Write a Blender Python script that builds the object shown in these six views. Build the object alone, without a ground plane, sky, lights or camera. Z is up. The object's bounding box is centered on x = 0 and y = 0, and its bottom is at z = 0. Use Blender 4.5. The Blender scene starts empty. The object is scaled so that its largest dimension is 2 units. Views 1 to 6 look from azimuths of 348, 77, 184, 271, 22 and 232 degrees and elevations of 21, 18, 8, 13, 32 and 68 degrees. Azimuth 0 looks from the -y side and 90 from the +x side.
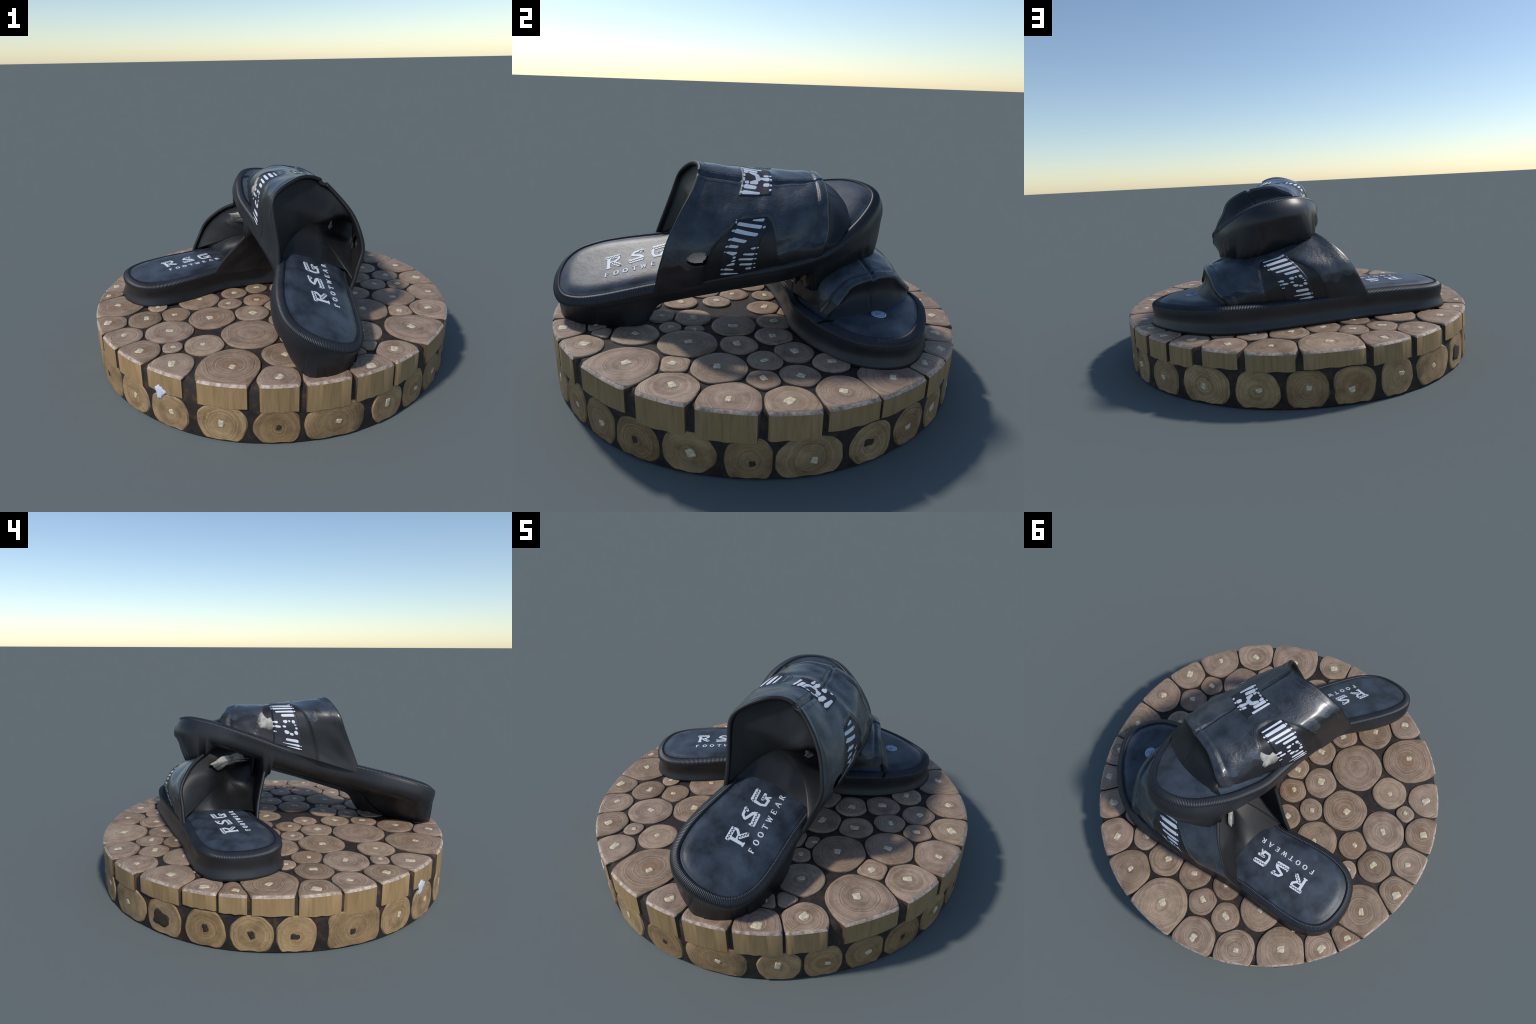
import bpy, math, random
import numpy as np
from mathutils import Matrix, Vector

SEED = 7
# ------------------------------------------------------------------ helpers
def smooth_curve(points, count, closed=False):
    """Centripetal-free Catmull-Rom curve through points, resampled evenly by index."""
    p = np.array(points, float)
    n = len(p)
    if closed:
        ext = np.vstack([p[-1], p, p[0], p[1]])
        u = np.linspace(0, n, count, endpoint=False)
    else:
        ext = np.vstack([2 * p[0] - p[1], p, 2 * p[-1] - p[-2]])
        u = np.linspace(0, n - 1, count)
    i = np.minimum(u.astype(int), (n if closed else n - 1) - 1)
    f = (u - i)[:, None]
    a, b, c, d = ext[i], ext[i + 1], ext[i + 2], ext[i + 3]
    return 0.5 * (2 * b + (c - a) * f + (2 * a - 5 * b + 4 * c - d) * f ** 2 + (3 * b - a - 3 * c + d) * f ** 3)


def by_length(curve, count, closed=False):
    c = np.vstack([curve, curve[:1]]) if closed else np.asarray(curve)
    d = np.r_[0, np.cumsum(np.linalg.norm(np.diff(c, axis=0), axis=1))]
    t = np.linspace(0, d[-1], count, endpoint=not closed)
    return np.stack([np.interp(t, d, c[:, k]) for k in range(c.shape[1])], 1), d[-1]


def grid_faces(rows, cols, wrap=False, flip=False, base=0):
    f = []
    for r in range(rows - 1):
        for c in range(cols if wrap else cols - 1):
            q = (base + r * cols + c, base + r * cols + (c + 1) % cols,
                 base + (r + 1) * cols + (c + 1) % cols, base + (r + 1) * cols + c)
            f.append(q[::-1] if flip else q)
    return f


def make_mesh(name, verts, faces, mats, smooth=True, face_mat=None):
    me = bpy.data.meshes.new(name)
    me.from_pydata([tuple(map(float, v)) for v in verts], [], [tuple(f) for f in faces])
    for m in (mats if isinstance(mats, (list, tuple)) else [mats]):
        me.materials.append(m)
    if face_mat is not None:
        me.polygons.foreach_set('material_index', face_mat)
    me.polygons.foreach_set('use_smooth', [smooth] * len(me.polygons))
    me.update()
    return me


def add(name, me, parent=None, matrix=None):
    ob = bpy.data.objects.new(name, me)
    bpy.context.scene.collection.objects.link(ob)
    if parent is not None:
        ob.parent = parent
    if matrix is not None:
        ob.matrix_local = matrix
    return ob

# ------------------------------------------------------------------ materials
class Nodes:
    def __init__(self, name):
        self.mat = bpy.data.materials.new(name)
        self.mat.use_nodes = True
        self.t = self.mat.node_tree
        self.b = self.t.nodes['Principled BSDF']

    def n(self, kind, **kw):
        nd = self.t.nodes.new(kind)
        for k, v in kw.items():
            if k.startswith('i_'):
                nd.inputs[k[2:].replace('_', ' ')].default_value = v
            else:
                setattr(nd, k, v)
        return nd

    def l(self, a, b):
        self.t.links.new(a, b)

    def coords(self, scale=(1, 1, 1)):
        tc = self.n('ShaderNodeTexCoord')
        mp = self.n('ShaderNodeMapping')
        mp.inputs['Scale'].default_value = scale
        self.l(tc.outputs['Object'], mp.inputs['Vector'])
        return mp.outputs['Vector']

    def noise(self, vec, scale, detail=4, rough=0.55):
        nz = self.n('ShaderNodeTexNoise', i_Scale=scale, i_Detail=detail, i_Roughness=rough)
        self.l(vec, nz.inputs['Vector'])
        return nz.outputs['Fac']

    def ramp(self, fac, stops):
        r = self.n('ShaderNodeValToRGB')
        el = r.color_ramp.elements
        while len(el) < len(stops):
            el.new(0.5)
        for e, (p, c) in zip(el, stops):
            e.position = p
            e.color = (*c, 1)
        self.l(fac, r.inputs['Fac'])
        return r.outputs['Color']

    def math(self, op, a, b=None):
        m = self.n('ShaderNodeMath', operation=op)
        for k, v in enumerate((a, b)):
            if v is None:
                continue
            if isinstance(v, (int, float)):
                m.inputs[k].default_value = v
            else:
                self.l(v, m.inputs[k])
        return m.outputs[0]

    def mix(self, fac, a, b, blend='MIX'):
        m = self.n('ShaderNodeMix', data_type='RGBA', blend_type=blend)
        for sock, v in ((m.inputs['Factor'], fac), (m.inputs['A'], a), (m.inputs['B'], b)):
            if isinstance(v, tuple):
                sock.default_value = (*v, 1) if len(v) == 3 else v
            elif isinstance(v, (int, float)):
                sock.default_value = v
            else:
                self.l(v, sock)
        return m.outputs['Result']

    def bump(self, height, strength, dist):
        b = self.n('ShaderNodeBump', i_Strength=strength, i_Distance=dist)
        self.l(height, b.inputs['Height'])
        self.l(b.outputs['Normal'], self.b.inputs['Normal'])

    def set(self, **kw):
        for k, v in kw.items():
            s = self.b.inputs[k.replace('_', ' ')]
            if isinstance(v, tuple):
                s.default_value = (*v, 1)
            elif isinstance(v, (int, float)):
                s.default_value = v
            else:
                self.l(v, s)


def end_grain(name, dark, mid, light, edge, rings=95.0):
    """Sawn log end: wobbly growth rings round the pith, blotches and pores."""
    m = Nodes(name)
    vec = m.coords()
    info = m.n('ShaderNodeObjectInfo')
    sep = m.n('ShaderNodeSeparateXYZ')
    m.l(vec, sep.inputs[0])
    comb = m.n('ShaderNodeCombineXYZ')
    m.l(sep.outputs[0], comb.inputs[0])
    m.l(sep.outputs[1], comb.inputs[1])
    m.l(m.math('MULTIPLY', info.outputs['Random'], 40.0), comb.inputs[2])
    flat = comb.outputs[0]
    ln = m.n('ShaderNodeVectorMath', operation='LENGTH')
    pl = m.n('ShaderNodeCombineXYZ')
    m.l(sep.outputs[0], pl.inputs[0])
    m.l(sep.outputs[1], pl.inputs[1])
    m.l(pl.outputs[0], ln.inputs[0])
    wob = m.math('MULTIPLY', m.math('SUBTRACT', m.noise(flat, 8.0, 2), 0.5), 0.045)
    rad = m.math('ADD', ln.outputs['Value'], wob)
    ringv = m.math('MULTIPLY', rad, rings)
    nz1 = m.n('ShaderNodeTexNoise', noise_dimensions='1D', i_Scale=1.0, i_Detail=3.0, i_Roughness=0.7)
    m.l(m.math('ADD', ringv, m.math('MULTIPLY', info.outputs['Random'], 300.0)), nz1.inputs['W'])
    ring_col = m.ramp(nz1.outputs['Fac'], [(0.32, dark), (0.45, mid), (0.54, mid), (0.66, light)])
    fine = m.ramp(m.noise(flat, 70.0, 5, 0.7), [(0.30, tuple(0.72 * q for q in mid)), (0.5, mid), (0.72, tuple(1.22 * q for q in mid))])
    col = m.mix(0.42, ring_col, fine)
    blotch = m.noise(flat, 11.0, 5, 0.65)
    col = m.mix(1.0, col, m.ramp(blotch, [(0.30, (0.66, 0.61, 0.57)), (0.5, (0.98, 0.96, 0.94)), (0.70, (1.24, 1.22, 1.20))]), 'MULTIPLY')
    tint = m.ramp(info.outputs['Random'], [(0.0, (0.80, 0.75, 0.68)), (0.3, (1.02, 0.99, 1.0)),
                                            (0.6, (1.14, 1.11, 1.06)), (0.8, (0.90, 0.86, 0.80)), (1.0, (1.0, 0.93, 0.86))])
    col = m.mix(1.0, col, tint, 'MULTIPLY')
    # rosy heartwood stain round the pith on some of the logs
    heart = m.math('MULTIPLY', m.math('LESS_THAN', rad, 0.035),
                   m.math('GREATER_THAN', info.outputs['Random'], 0.82))
    col = m.mix(m.math('MULTIPLY', heart, 0.45), col, (0.26, 0.13, 0.065))
    # broad sapwood and heartwood zones that differ from log to log
    zone = m.n('ShaderNodeTexNoise', noise_dimensions='1D', i_Scale=0.22, i_Detail=1.0)
    m.l(m.math('ADD', ringv, m.math('MULTIPLY', info.outputs['Random'], 700.0)), zone.inputs['W'])
    col = m.mix(1.0, col, m.ramp(zone.outputs['Fac'], [(0.32, (0.88, 0.85, 0.82)), (0.5, (1.0, 1.0, 1.0)), (0.68, (1.07, 1.06, 1.05))]), 'MULTIPLY')
    vor = m.n('ShaderNodeTexVoronoi', i_Scale=38.0)
    m.l(flat, vor.inputs['Vector'])
    pores = m.math('LESS_THAN', vor.outputs['Distance'], 0.075)
    col = m.mix(m.math('MULTIPLY', pores, 0.7), col, edge)
    m.set(Base_Color=col, Roughness=0.62)
    m.b.inputs['Specular IOR Level'].default_value = 0.3
    m.bump(m.math('ADD', nz1.outputs['Fac'], m.math('MULTIPLY', m.noise(flat, 160.0, 2), 0.5)), 0.12, 0.0015)
    return m.mat


def sawn_side():
    m = Nodes('sawn_side_grain')
    info = m.n('ShaderNodeObjectInfo')
    v = m.coords((60, 60, 5))
    g = m.noise(v, 1.0, 5, 0.65)
    col = m.ramp(g, [(0.25, (0.20, 0.125, 0.055)), (0.5, (0.33, 0.22, 0.105)), (0.75, (0.42, 0.29, 0.15))])
    big = m.noise(m.coords((9, 9, 3)), 1.0, 3)
    col = m.mix(m.math('MULTIPLY', big, 0.6), col, (0.30, 0.205, 0.10))
    tint = m.ramp(info.outputs['Random'], [(0.0, (0.82, 0.80, 0.76)), (1.0, (1.08, 1.02, 0.96))])
    col = m.mix(1.0, col, tint, 'MULTIPLY')
    m.set(Base_Color=col, Roughness=0.65)
    m.bump(g, 0.3, 0.002)
    return m.mat


def bark():
    m = Nodes('bark_flank')
    v = m.coords((40, 40, 8))
    g = m.noise(v, 1.0, 5, 0.65)
    col = m.ramp(g, [(0.3, (0.030, 0.018, 0.011)), (0.55, (0.085, 0.045, 0.022)), (0.8, (0.16, 0.085, 0.04))])
    m.set(Base_Color=col, Roughness=0.75)
    m.bump(g, 0.5, 0.004)
    return m.mat


def filler():
    m = Nodes('dark_gap_filler')
    v = m.coords((1, 1, 1))
    g = m.noise(v, 22.0, 6, 0.65)
    col = m.ramp(g, [(0.35, (0.010, 0.008, 0.008)), (0.55, (0.028, 0.018, 0.013)), (0.72, (0.085, 0.045, 0.025))])
    m.set(Base_Color=col, Roughness=0.8)
    m.bump(g, 0.6, 0.006)
    return m.mat


def plain(name, color, rough=0.5, var=0.0, scale=20.0, spec=0.5, coat=0.0, bump=0.0, color2=None):
    m = Nodes(name)
    g = m.noise(m.coords(), scale, 4, 0.6)
    c2 = color2 or tuple(c * (1 + var) for c in color)
    c1 = tuple(c * (1 - var) for c in color)
    m.set(Base_Color=m.ramp(g, [(0.36, c1), (0.5, color), (0.66, c2)]), Roughness=rough)
    m.b.inputs['Specular IOR Level'].default_value = spec
    m.b.inputs['Coat Weight'].default_value = coat
    m.b.inputs['Coat Roughness'].default_value = 0.2
    if bump:
        crease = m.noise(m.coords((1, 2.2, 1)), scale * 4.5, 6, 0.7)
        m.bump(m.math('ADD', g, m.math('MULTIPLY', crease, 0.35)), 0.5, bump)
    return m.mat


M_TOP = end_grain('log_end_grain', (0.150, 0.102, 0.072), (0.305, 0.230, 0.172), (0.44, 0.352, 0.28), (0.05, 0.03, 0.02), 170.0)
M_ROUND = end_grain('side_log_end_grain', (0.155, 0.100, 0.052), (0.31, 0.216, 0.118), (0.42, 0.31, 0.185), (0.05, 0.03, 0.02), 150.0)
M_SIDE = sawn_side()
M_BARK = bark()
M_FILL = filler()
M_WORN = plain('worn_pale_edge', (0.40, 0.30, 0.235), 0.6, 0.35, 45, color2=(0.58, 0.47, 0.40))
M_PITH = plain('pale_pith', (0.58, 0.49, 0.34), 0.7, 0.25, 60)
M_HOLLOW = plain('dark_pith_hole', (0.035, 0.022, 0.014), 0.8, 0.4, 60)
M_PAINT = plain('white_paint', (0.62, 0.66, 0.74), 0.5, 0.1, 40)
M_RUBBER = plain('black_rubber', (0.0175, 0.0182, 0.0215), 0.40, 0.25, 6, 0.5)
M_WELT = plain('ribbed_welt_rubber', (0.014, 0.016, 0.021), 0.42, 0.2, 8, 0.5)
M_INSOLE = plain('glossy_insole', (0.036, 0.046, 0.062), 0.46, 0.55, 8, 0.5, 0.0, 0.004)
M_STRAP = plain('glossy_strap_leather', (0.034, 0.042, 0.053), 0.34, 0.45, 13, 0.5, 0.35, 0.010)
M_LINING = plain('black_lining', (0.010, 0.010, 0.011), 0.5, 0.3, 10, 0.4)
M_TORN = plain('pale_torn_lining', (0.30, 0.29, 0.26), 0.6, 0.5, 25)
M_PANEL = plain('matte_side_panel', (0.012, 0.012, 0.014), 0.45, 0.2, 30)
M_BAND = plain('navy_print_band', (0.014, 0.015, 0.026), 0.55, 0.15, 60)
M_PRINT = plain('white_print', (0.72, 0.75, 0.80), 0.5, 0.06, 30)
M_THREAD = plain('grey_thread', (0.060, 0.072, 0.085), 0.5, 0.4, 120)
M_LABEL = plain('pale_blue_label', (0.46, 0.53, 0.66), 0.5, 0.05, 30)
M_INK = plain('dark_label_ink', (0.03, 0.045, 0.10), 0.6)

# ================================================================== STAND
TOP0, TOPX, TOPY = 0.2817, 0.0049, -0.0184      # the slightly tilted top plane
R_EDGE = 0.9915
Y_OFF = 0.0
def rim_radius(a):
    """The stand is not a true circle: it bulges on one side and is flatter on another."""
    def bump(deg, width):
        d = (math.degrees(a) - deg + 180) % 360 - 180
        return math.exp(-(d / width) ** 2)
    return R_EDGE + 0.009 * bump(-125, 38) - 0.006 * bump(-60, 22) + 0.003 * math.sin(9 * a + 1.0) * 0.6
def top_z(x, y):
    return TOP0 + TOPX * x + TOPY * y

# pith position and radius of every upright log slice
SLICES = [(-0.423, -0.029, 0.114), (-0.657, -0.063, 0.052), (-0.913, -0.198, 0.095), (-0.728, -0.197, 0.093),
 (-0.566, -0.178, 0.08), (-0.84, -0.358, 0.095), (-0.261, -0.118, 0.066), (-0.612, -0.366, 0.119),
 (-0.759, -0.53, 0.099), (-0.381, -0.269, 0.124), (-0.609, -0.533, 0.05), (-0.102, -0.107, 0.077),
 (-0.618, -0.687, 0.099), (-0.457, -0.547, 0.097), (-0.164, -0.263, 0.093), (-0.371, -0.769, 0.142),
 (-0.22, -0.496, 0.145), (-0.184, -0.903, 0.09), (-0.107, -0.735, 0.106), (-0.012, -0.206, 0.071),
 (-0.017, -0.39, 0.082), (-0.021, -0.562, 0.075), (0.02, -0.94, 0.1), (0.227, -0.915, 0.098),
 (0.135, -0.493, 0.07), (0.214, -0.785, 0.05), (0.15, -0.64, 0.085), (0.295, -0.748, 0.05), (0.395, -0.822, 0.092),
 (0.169, -0.345, 0.088), (0.318, -0.611, 0.105), (0.262, -0.452, 0.052), (0.296, -0.346, 0.046),
 (0.584, -0.637, 0.142), (0.433, -0.385, 0.13), (0.605, -0.449, 0.075), (0.768, -0.469, 0.108),
 (0.281, -0.16, 0.104), (0.653, -0.277, 0.119), (0.465, -0.166, 0.083), (0.874, -0.259, 0.116),
 (0.764, -0.116, 0.068), (0.62, -0.08, 0.075), (0.914, -0.044, 0.1), (0.404, 0.005, 0.085),
 (0.749, 0.033, 0.081), (0.558, 0.06, 0.088), (0.255, 0.042, 0.084), (0.891, 0.174, 0.114),
 (0.669, 0.189, 0.077), (0.467, 0.774, 0.09), (0.286, 0.862, 0.1), (0.179, 0.728, 0.077),
 (0.07, 0.905, 0.115), (0.001, 0.707, 0.098), (-0.195, 0.867, 0.148), (-0.164, 0.622, 0.09),
 (-0.313, 0.675, 0.077), (-0.444, 0.817, 0.114), (-0.326, 0.518, 0.079), (-0.459, 0.624, 0.079),
 (-0.62, 0.678, 0.102), (-0.543, 0.455, 0.104), (-0.778, 0.482, 0.125), (-0.735, 0.366, 0.045),
 (-0.894, 0.313, 0.095), (-0.213, 0.016, 0.072), (-0.869, 0.02, 0.14), (-0.93, 0.17, 0.085),
 (0.82, 0.40, 0.14), (0.73, 0.585, 0.1), (0.615, 0.715, 0.08)]

# bearing (degrees), half width and squareness of every lying log round the foot
ROUNDS = [(-174, .092, 2.2), (-158, .135, 5), (-144, .104, 2.2), (-131, .104, 2.4), (-116, .114, 2.2), (-102, .104, 2.1),
 (-87, .142, 2.6), (-71, .096, 2.2), (-60, .086, 2.2), (-49, .092, 2.2), (-37.5, .104, 2.2), (-25, .106, 2.1),
 (-12, .090, 2.3), (1, .132, 2.3), (16, .100, 2.2), (28, .092, 2.1), (39, .078, 2.3), (52, .100, 2.2), (67, .130, 2.4),
 (82, .104, 2.2), (95, .096, 2.5), (107.5, .100, 3), (120, .089, 2.2), (134.5, .135, 2.3), (149, .104, 2.2),
 (162, .100, 2.1), (174.5, .100, 2.1)]


def build_stand():
    rng = random.Random(SEED)
    stand = bpy.data.objects.new('wooden_log_stand', None)
    bpy.context.scene.collection.objects.link(stand)
    stand['label'] = 'round wooden stand of sawn log slices, warm brown'
    stand['category'] = 'wooden stand'
    slices = [(x, y, r) for x, y, r in SLICES]
    # fill the floor hidden below the lower sandal with further slices by rejection
    tries = 0
    while tries < 4000:
        tries += 1
        x, y = rng.uniform(-0.7, 0.75), rng.uniform(0.0, 0.75)
        r = rng.uniform(0.06, 0.1)
        if math.hypot(x, y) > 0.85:
            continue
        if all(math.hypot(x - a, y - b) > 0.92 * (r + c) for a, b, c in slices):
            slices.append((x, y, r))
    cen = np.array(slices)
    ANG = 56
    for i, (cx, cy, r) in enumerate(slices):
        near = [j for j in range(len(slices)) if j != i and math.hypot(cen[j, 0] - cx, cen[j, 1] - cy) < 1.3 * (r + cen[j, 2]) + 0.05]
        ph = [rng.uniform(0, 6.28) for _ in range(5)]
        squash, sq_dir = rng.uniform(0.0, 0.06), rng.uniform(0, 3.14)
        outline, on_edge = [], []
        for k in range(ANG):
            th = 2 * math.pi * k / ANG
            dx, dy = math.cos(th), math.sin(th)
            rr = r * (1.03 + squash * math.cos(2 * (th - sq_dir)) + 0.016 * math.sin(3 * th + ph[0])
                      + 0.010 * math.sin(5 * th + ph[1]) + 0.006 * math.sin(9 * th + ph[2]) + 0.005 * math.sin(14 * th + ph[3]))
            Rc = math.hypot(cx, cy)
            if Rc + r > 0.90:
                # rim slices spread out towards the sawn edge
                rr *= 1 + 0.26 * max(0.0, (dx * cx + dy * cy) / Rc)
            for j in near:
                ex, ey = cen[j, 0] - cx, cen[j, 1] - cy
                D = math.hypot(ex, ey)
                d = (D * D + r * r - cen[j, 2] ** 2) / (2 * D) - 0.0045
                c = (dx * ex + dy * ey) / D
                if c > 0.05:
                    rr = min(rr, d / c)
            # rim of the stand
            bq = cx * dx + (cy - Y_OFF) * dy
            disc = bq * bq - (cx * cx + (cy - Y_OFF) ** 2 - R_EDGE ** 2)
            edge = -bq + math.sqrt(max(disc, 0.0))
            edge += rim_radius(math.atan2(cy + edge * dy, cx + edge * dx)) - R_EDGE
            hit = edge < rr + 0.012
            outline.append(min(rr, edge))
            on_edge.append(hit)
        o = np.array(outline)
        for _ in range(5):
            soft = (np.roll(o, 1) + 2 * o + np.roll(o, -1)) / 4
            o = np.where(np.array(on_edge), o, np.minimum(soft, o * 1.03))
        th = np.arange(ANG) * 2 * np.pi / ANG
        ux = np.c_[np.cos(th), np.sin(th)]
        rim = any(on_edge)
        z0 = top_z(cx, cy) + rng.uniform(-0.002, 0.002)
        low = (0.174 + 0.008 * math.sin(5 * math.atan2(cy, cx)) + rng.uniform(-0.008, 0.008)) if rim else z0 - 0.05
        verts = [(0, 0, 0)]
        ed = np.array(on_edge)
        def ring(scale, inset, dz):
            rad = np.maximum(o * scale - inset, 0.004)
            p = ux * rad[:, None]
            for q in range(ANG):
                x, y = p[q]
                jag = 0.0
                z = TOPX * x + TOPY * y + (dz[q] if hasattr(dz, '__len__') else dz)
                verts.append((x, y, z))
        ring(0.35, 0, 0.0)
        ring(0.7, 0, 0.0)
        ring(1.0, np.where(ed, 0.015, 0.006), 0.0)
        ring(1.0, np.where(ed, 0.010, 0.002), np.where(ed, -0.002, -0.002))
        ring(1.0, 0.0, np.where(ed, -0.013, -0.007))
        nb = len(verts)
        for q in range(ANG):
            x, y = ux[q] * o[q]
            jag = 0.002 * math.sin(7 * th[q] + ph[4])
            verts.append((x, y, low - z0 + (jag if rim else 0)))
        faces = [(0, 1 + q, 1 + (q + 1) % ANG) for q in range(ANG)]
        fm = [0] * ANG
        for row in range(5):
            for q in range(ANG):
                a, b = 1 + row * ANG + q, 1 + row * ANG + (q + 1) % ANG
                faces.append((a, a + ANG, b + ANG, b))
                if row < 3:
                    fm.append(0)
                else:
                    cut = ed[q] and ed[(q + 1) % ANG]
                    fm.append((3 if row == 3 else 1) if cut else (2 if row == 4 else 0))
        me = make_mesh('log_slice', verts, faces, [M_TOP, M_SIDE, M_BARK, M_WORN], True, fm)
        ob = add('log_slice', me, stand, Matrix.Translation((cx, cy, z0)))
        me.set_sharp_from_angle(angle=math.radians(35))
        # squarish pale pith
        if r > 0.044 and rng.random() < 0.93:
            add('pith', pith_mesh(rng, min(0.22 * r, rng.uniform(0.012, 0.021)), M_PITH), ob,
                Matrix.Translation((rng.uniform(-.1, .1) * r, rng.uniform(-.1, .1) * r, 0.0)) @ Matrix.Rotation(rng.uniform(0, 6.28), 4, 'Z'))
    # lying logs round the foot
    for i, (deg, w, power) in enumerate(ROUNDS):
        a = math.radians(deg)
        prev = ROUNDS[i - 1]
        nxt = ROUNDS[(i + 1) % len(ROUNDS)]
        gl = abs((deg - prev[0] + 180) % 360 - 180) * math.pi / 180 * R_EDGE * w / (w + prev[1])
        gr = abs((nxt[0] - deg + 180) % 360 - 180) * math.pi / 180 * R_EDGE * w / (w + nxt[1])
        zc = 0.086 + rng.uniform(-0.006, 0.004)
        h = 0.098 + rng.uniform(-0.006, 0.006)
        ph = [rng.uniform(0, 6.28) for _ in range(4)]
        n = 56
        th = np.arange(n) * 2 * np.pi / n
        wob = 1 + 0.02 * np.sin(3 * th + ph[0]) + 0.015 * np.sin(5 * th + ph[1]) + 0.008 * np.sin(11 * th + ph[2])
        rr = (np.abs(np.cos(th)) ** power + np.abs(np.sin(th)) ** power) ** (-1 / power) * wob
        t = np.clip(rr * np.cos(th) * w, -gl + 0.005, gr - 0.005)
        z = np.clip(zc + rr * np.sin(th) * h, 0.004 + 0.004 * np.sin(4 * th + ph[3]) ** 2, 0.18)
        verts, faces, fm = [], [], []
        def put(k, sc, depth):
            ang = t[k] * sc / R_EDGE
            R = rim_radius(a + ang) - 0.002 - depth
            verts.append((R * math.sin(ang), (z[k] - zc) * sc, R * math.cos(ang) - R_EDGE))
        verts.append((0, 0, rim_radius(a) - R_EDGE - 0.002))
        for sc, dep in ((0.3, 0), (0.6, 0), (0.94, 0), (1.0, 0.006), (1.0, 0.04)):
            for k in range(n):
                put(k, sc, dep)
        faces += [(0, 1 + k, 1 + (k + 1) % n) for k in range(n)]
        fm += [0] * n
        for row in range(4):
            for k in range(n):
                p, q = 1 + row * n + k, 1 + row * n + (k + 1) % n
                faces.append((p, p + n, q + n, q))
                fm.append(1 if row == 3 else 0)
        me = make_mesh('lying_log', verts, faces, [M_ROUND, M_BARK], True, fm)
        me.set_sharp_from_angle(angle=math.radians(40))
        mat = Matrix(((-math.sin(a), 0, math.cos(a), R_EDGE * math.cos(a)),
                      (math.cos(a), 0, math.sin(a), R_EDGE * math.sin(a) + Y_OFF),
                      (0, 1, 0, zc), (0, 0, 0, 1)))
        ob = add('lying_log', me, stand, mat)
        kind = rng.random()
        if deg in (149, 162, 174.5, -174):
            sz = 0.04 if deg == 149 else 0.016
            pm = pith_mesh(rng, sz, M_HOLLOW)
        else:
            pm = pith_mesh(rng, rng.uniform(0.011, 0.018), M_PITH if kind < 0.75 else M_HOLLOW)
        add('pith', pm, ob, Matrix.Translation((rng.uniform(-.02, .02), rng.uniform(-.015, .015), rim_radius(a) - R_EDGE - 0.002)) @ Matrix.Rotation(rng.uniform(-.4, .4), 4, 'Z'))
    # dark core that fills the gaps
    n = 160
    prof = [(0.0, 0.002), (R_EDGE - 0.03, 0.002), (R_EDGE - 0.009, 0.0), (R_EDGE - 0.007, 0.004), (R_EDGE - 0.008, 0.16),
            (R_EDGE - 0.010, 0.25), (R_EDGE - 0.03, 0.271), (0.6, 0.272), (0.3, 0.272), (0.0, 0.272)]
    verts, faces = [], []
    for rad, z in prof:
        for k in range(n):
            a = 2 * math.pi * k / n
            rr = rad * rim_radius(a) / R_EDGE
            x, y = rr * math.cos(a), rr * math.sin(a) + Y_OFF
            verts.append((x, y, z + (TOPX * x + TOPY * y if z > 0.2 else 0)))
    faces = grid_faces(len(prof), n, wrap=True)
    add('gap_filler', make_mesh('gap_filler', verts, faces, M_FILL), stand)
    # daub of white paint on the flank
    pts = []
    prng = random.Random(3)
    n = 26
    for sc, lift in ((0.0, 0.0025), (0.7, 0.0025), (1.0, 0.0005), (1.0, -0.004)):
        for k in range(n):
            th = 2 * math.pi * k / n
            w = (0.026 + 0.007 * math.sin(3 * th + 1) + 0.006 * math.sin(5 * th)) * sc
            h = (0.042 + 0.008 * math.sin(2 * th + 2) + 0.006 * math.sin(7 * th)) * sc
            dt, dz = w * math.cos(th) + 0.25 * h * math.sin(th), h * math.sin(th)
            a = math.radians(-133.5) + dt / R_EDGE
            R = rim_radius(a) + lift
            pts.append((R * math.cos(a), R * math.sin(a) + Y_OFF, 0.178 + dz))
    add('paint_daub', make_mesh('paint_daub', pts, grid_faces(4, n, wrap=True), M_PAINT), stand)
    return stand


def pith_mesh(rng, size, mat):
    """Small irregular four-cornered plug, a little proud of the wood."""
    n = 28
    ph = rng.uniform(0, 6.28)
    asp = rng.uniform(0.75, 1.3)
    verts, faces = [], []
    th = [2 * math.pi * k / n for k in range(n)]
    for sc, z in ((0.0, 0.0016), (0.75, 0.0016), (1.0, 0.0008), (1.0, -0.003)):
        for k in range(n):
            c, s = math.cos(th[k]), math.sin(th[k])
            rr = size * (abs(c) ** 6 + abs(s) ** 6) ** (-1 / 6) * (1 + 0.07 * math.sin(3 * th[k] + ph) + 0.06 * math.sin(6 * th[k] + 2 * ph))
            verts.append((rr * c * asp * sc, rr * s / asp * sc, z))
    return make_mesh('pith', verts, grid_faces(4, n, wrap=True), mat)

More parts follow.
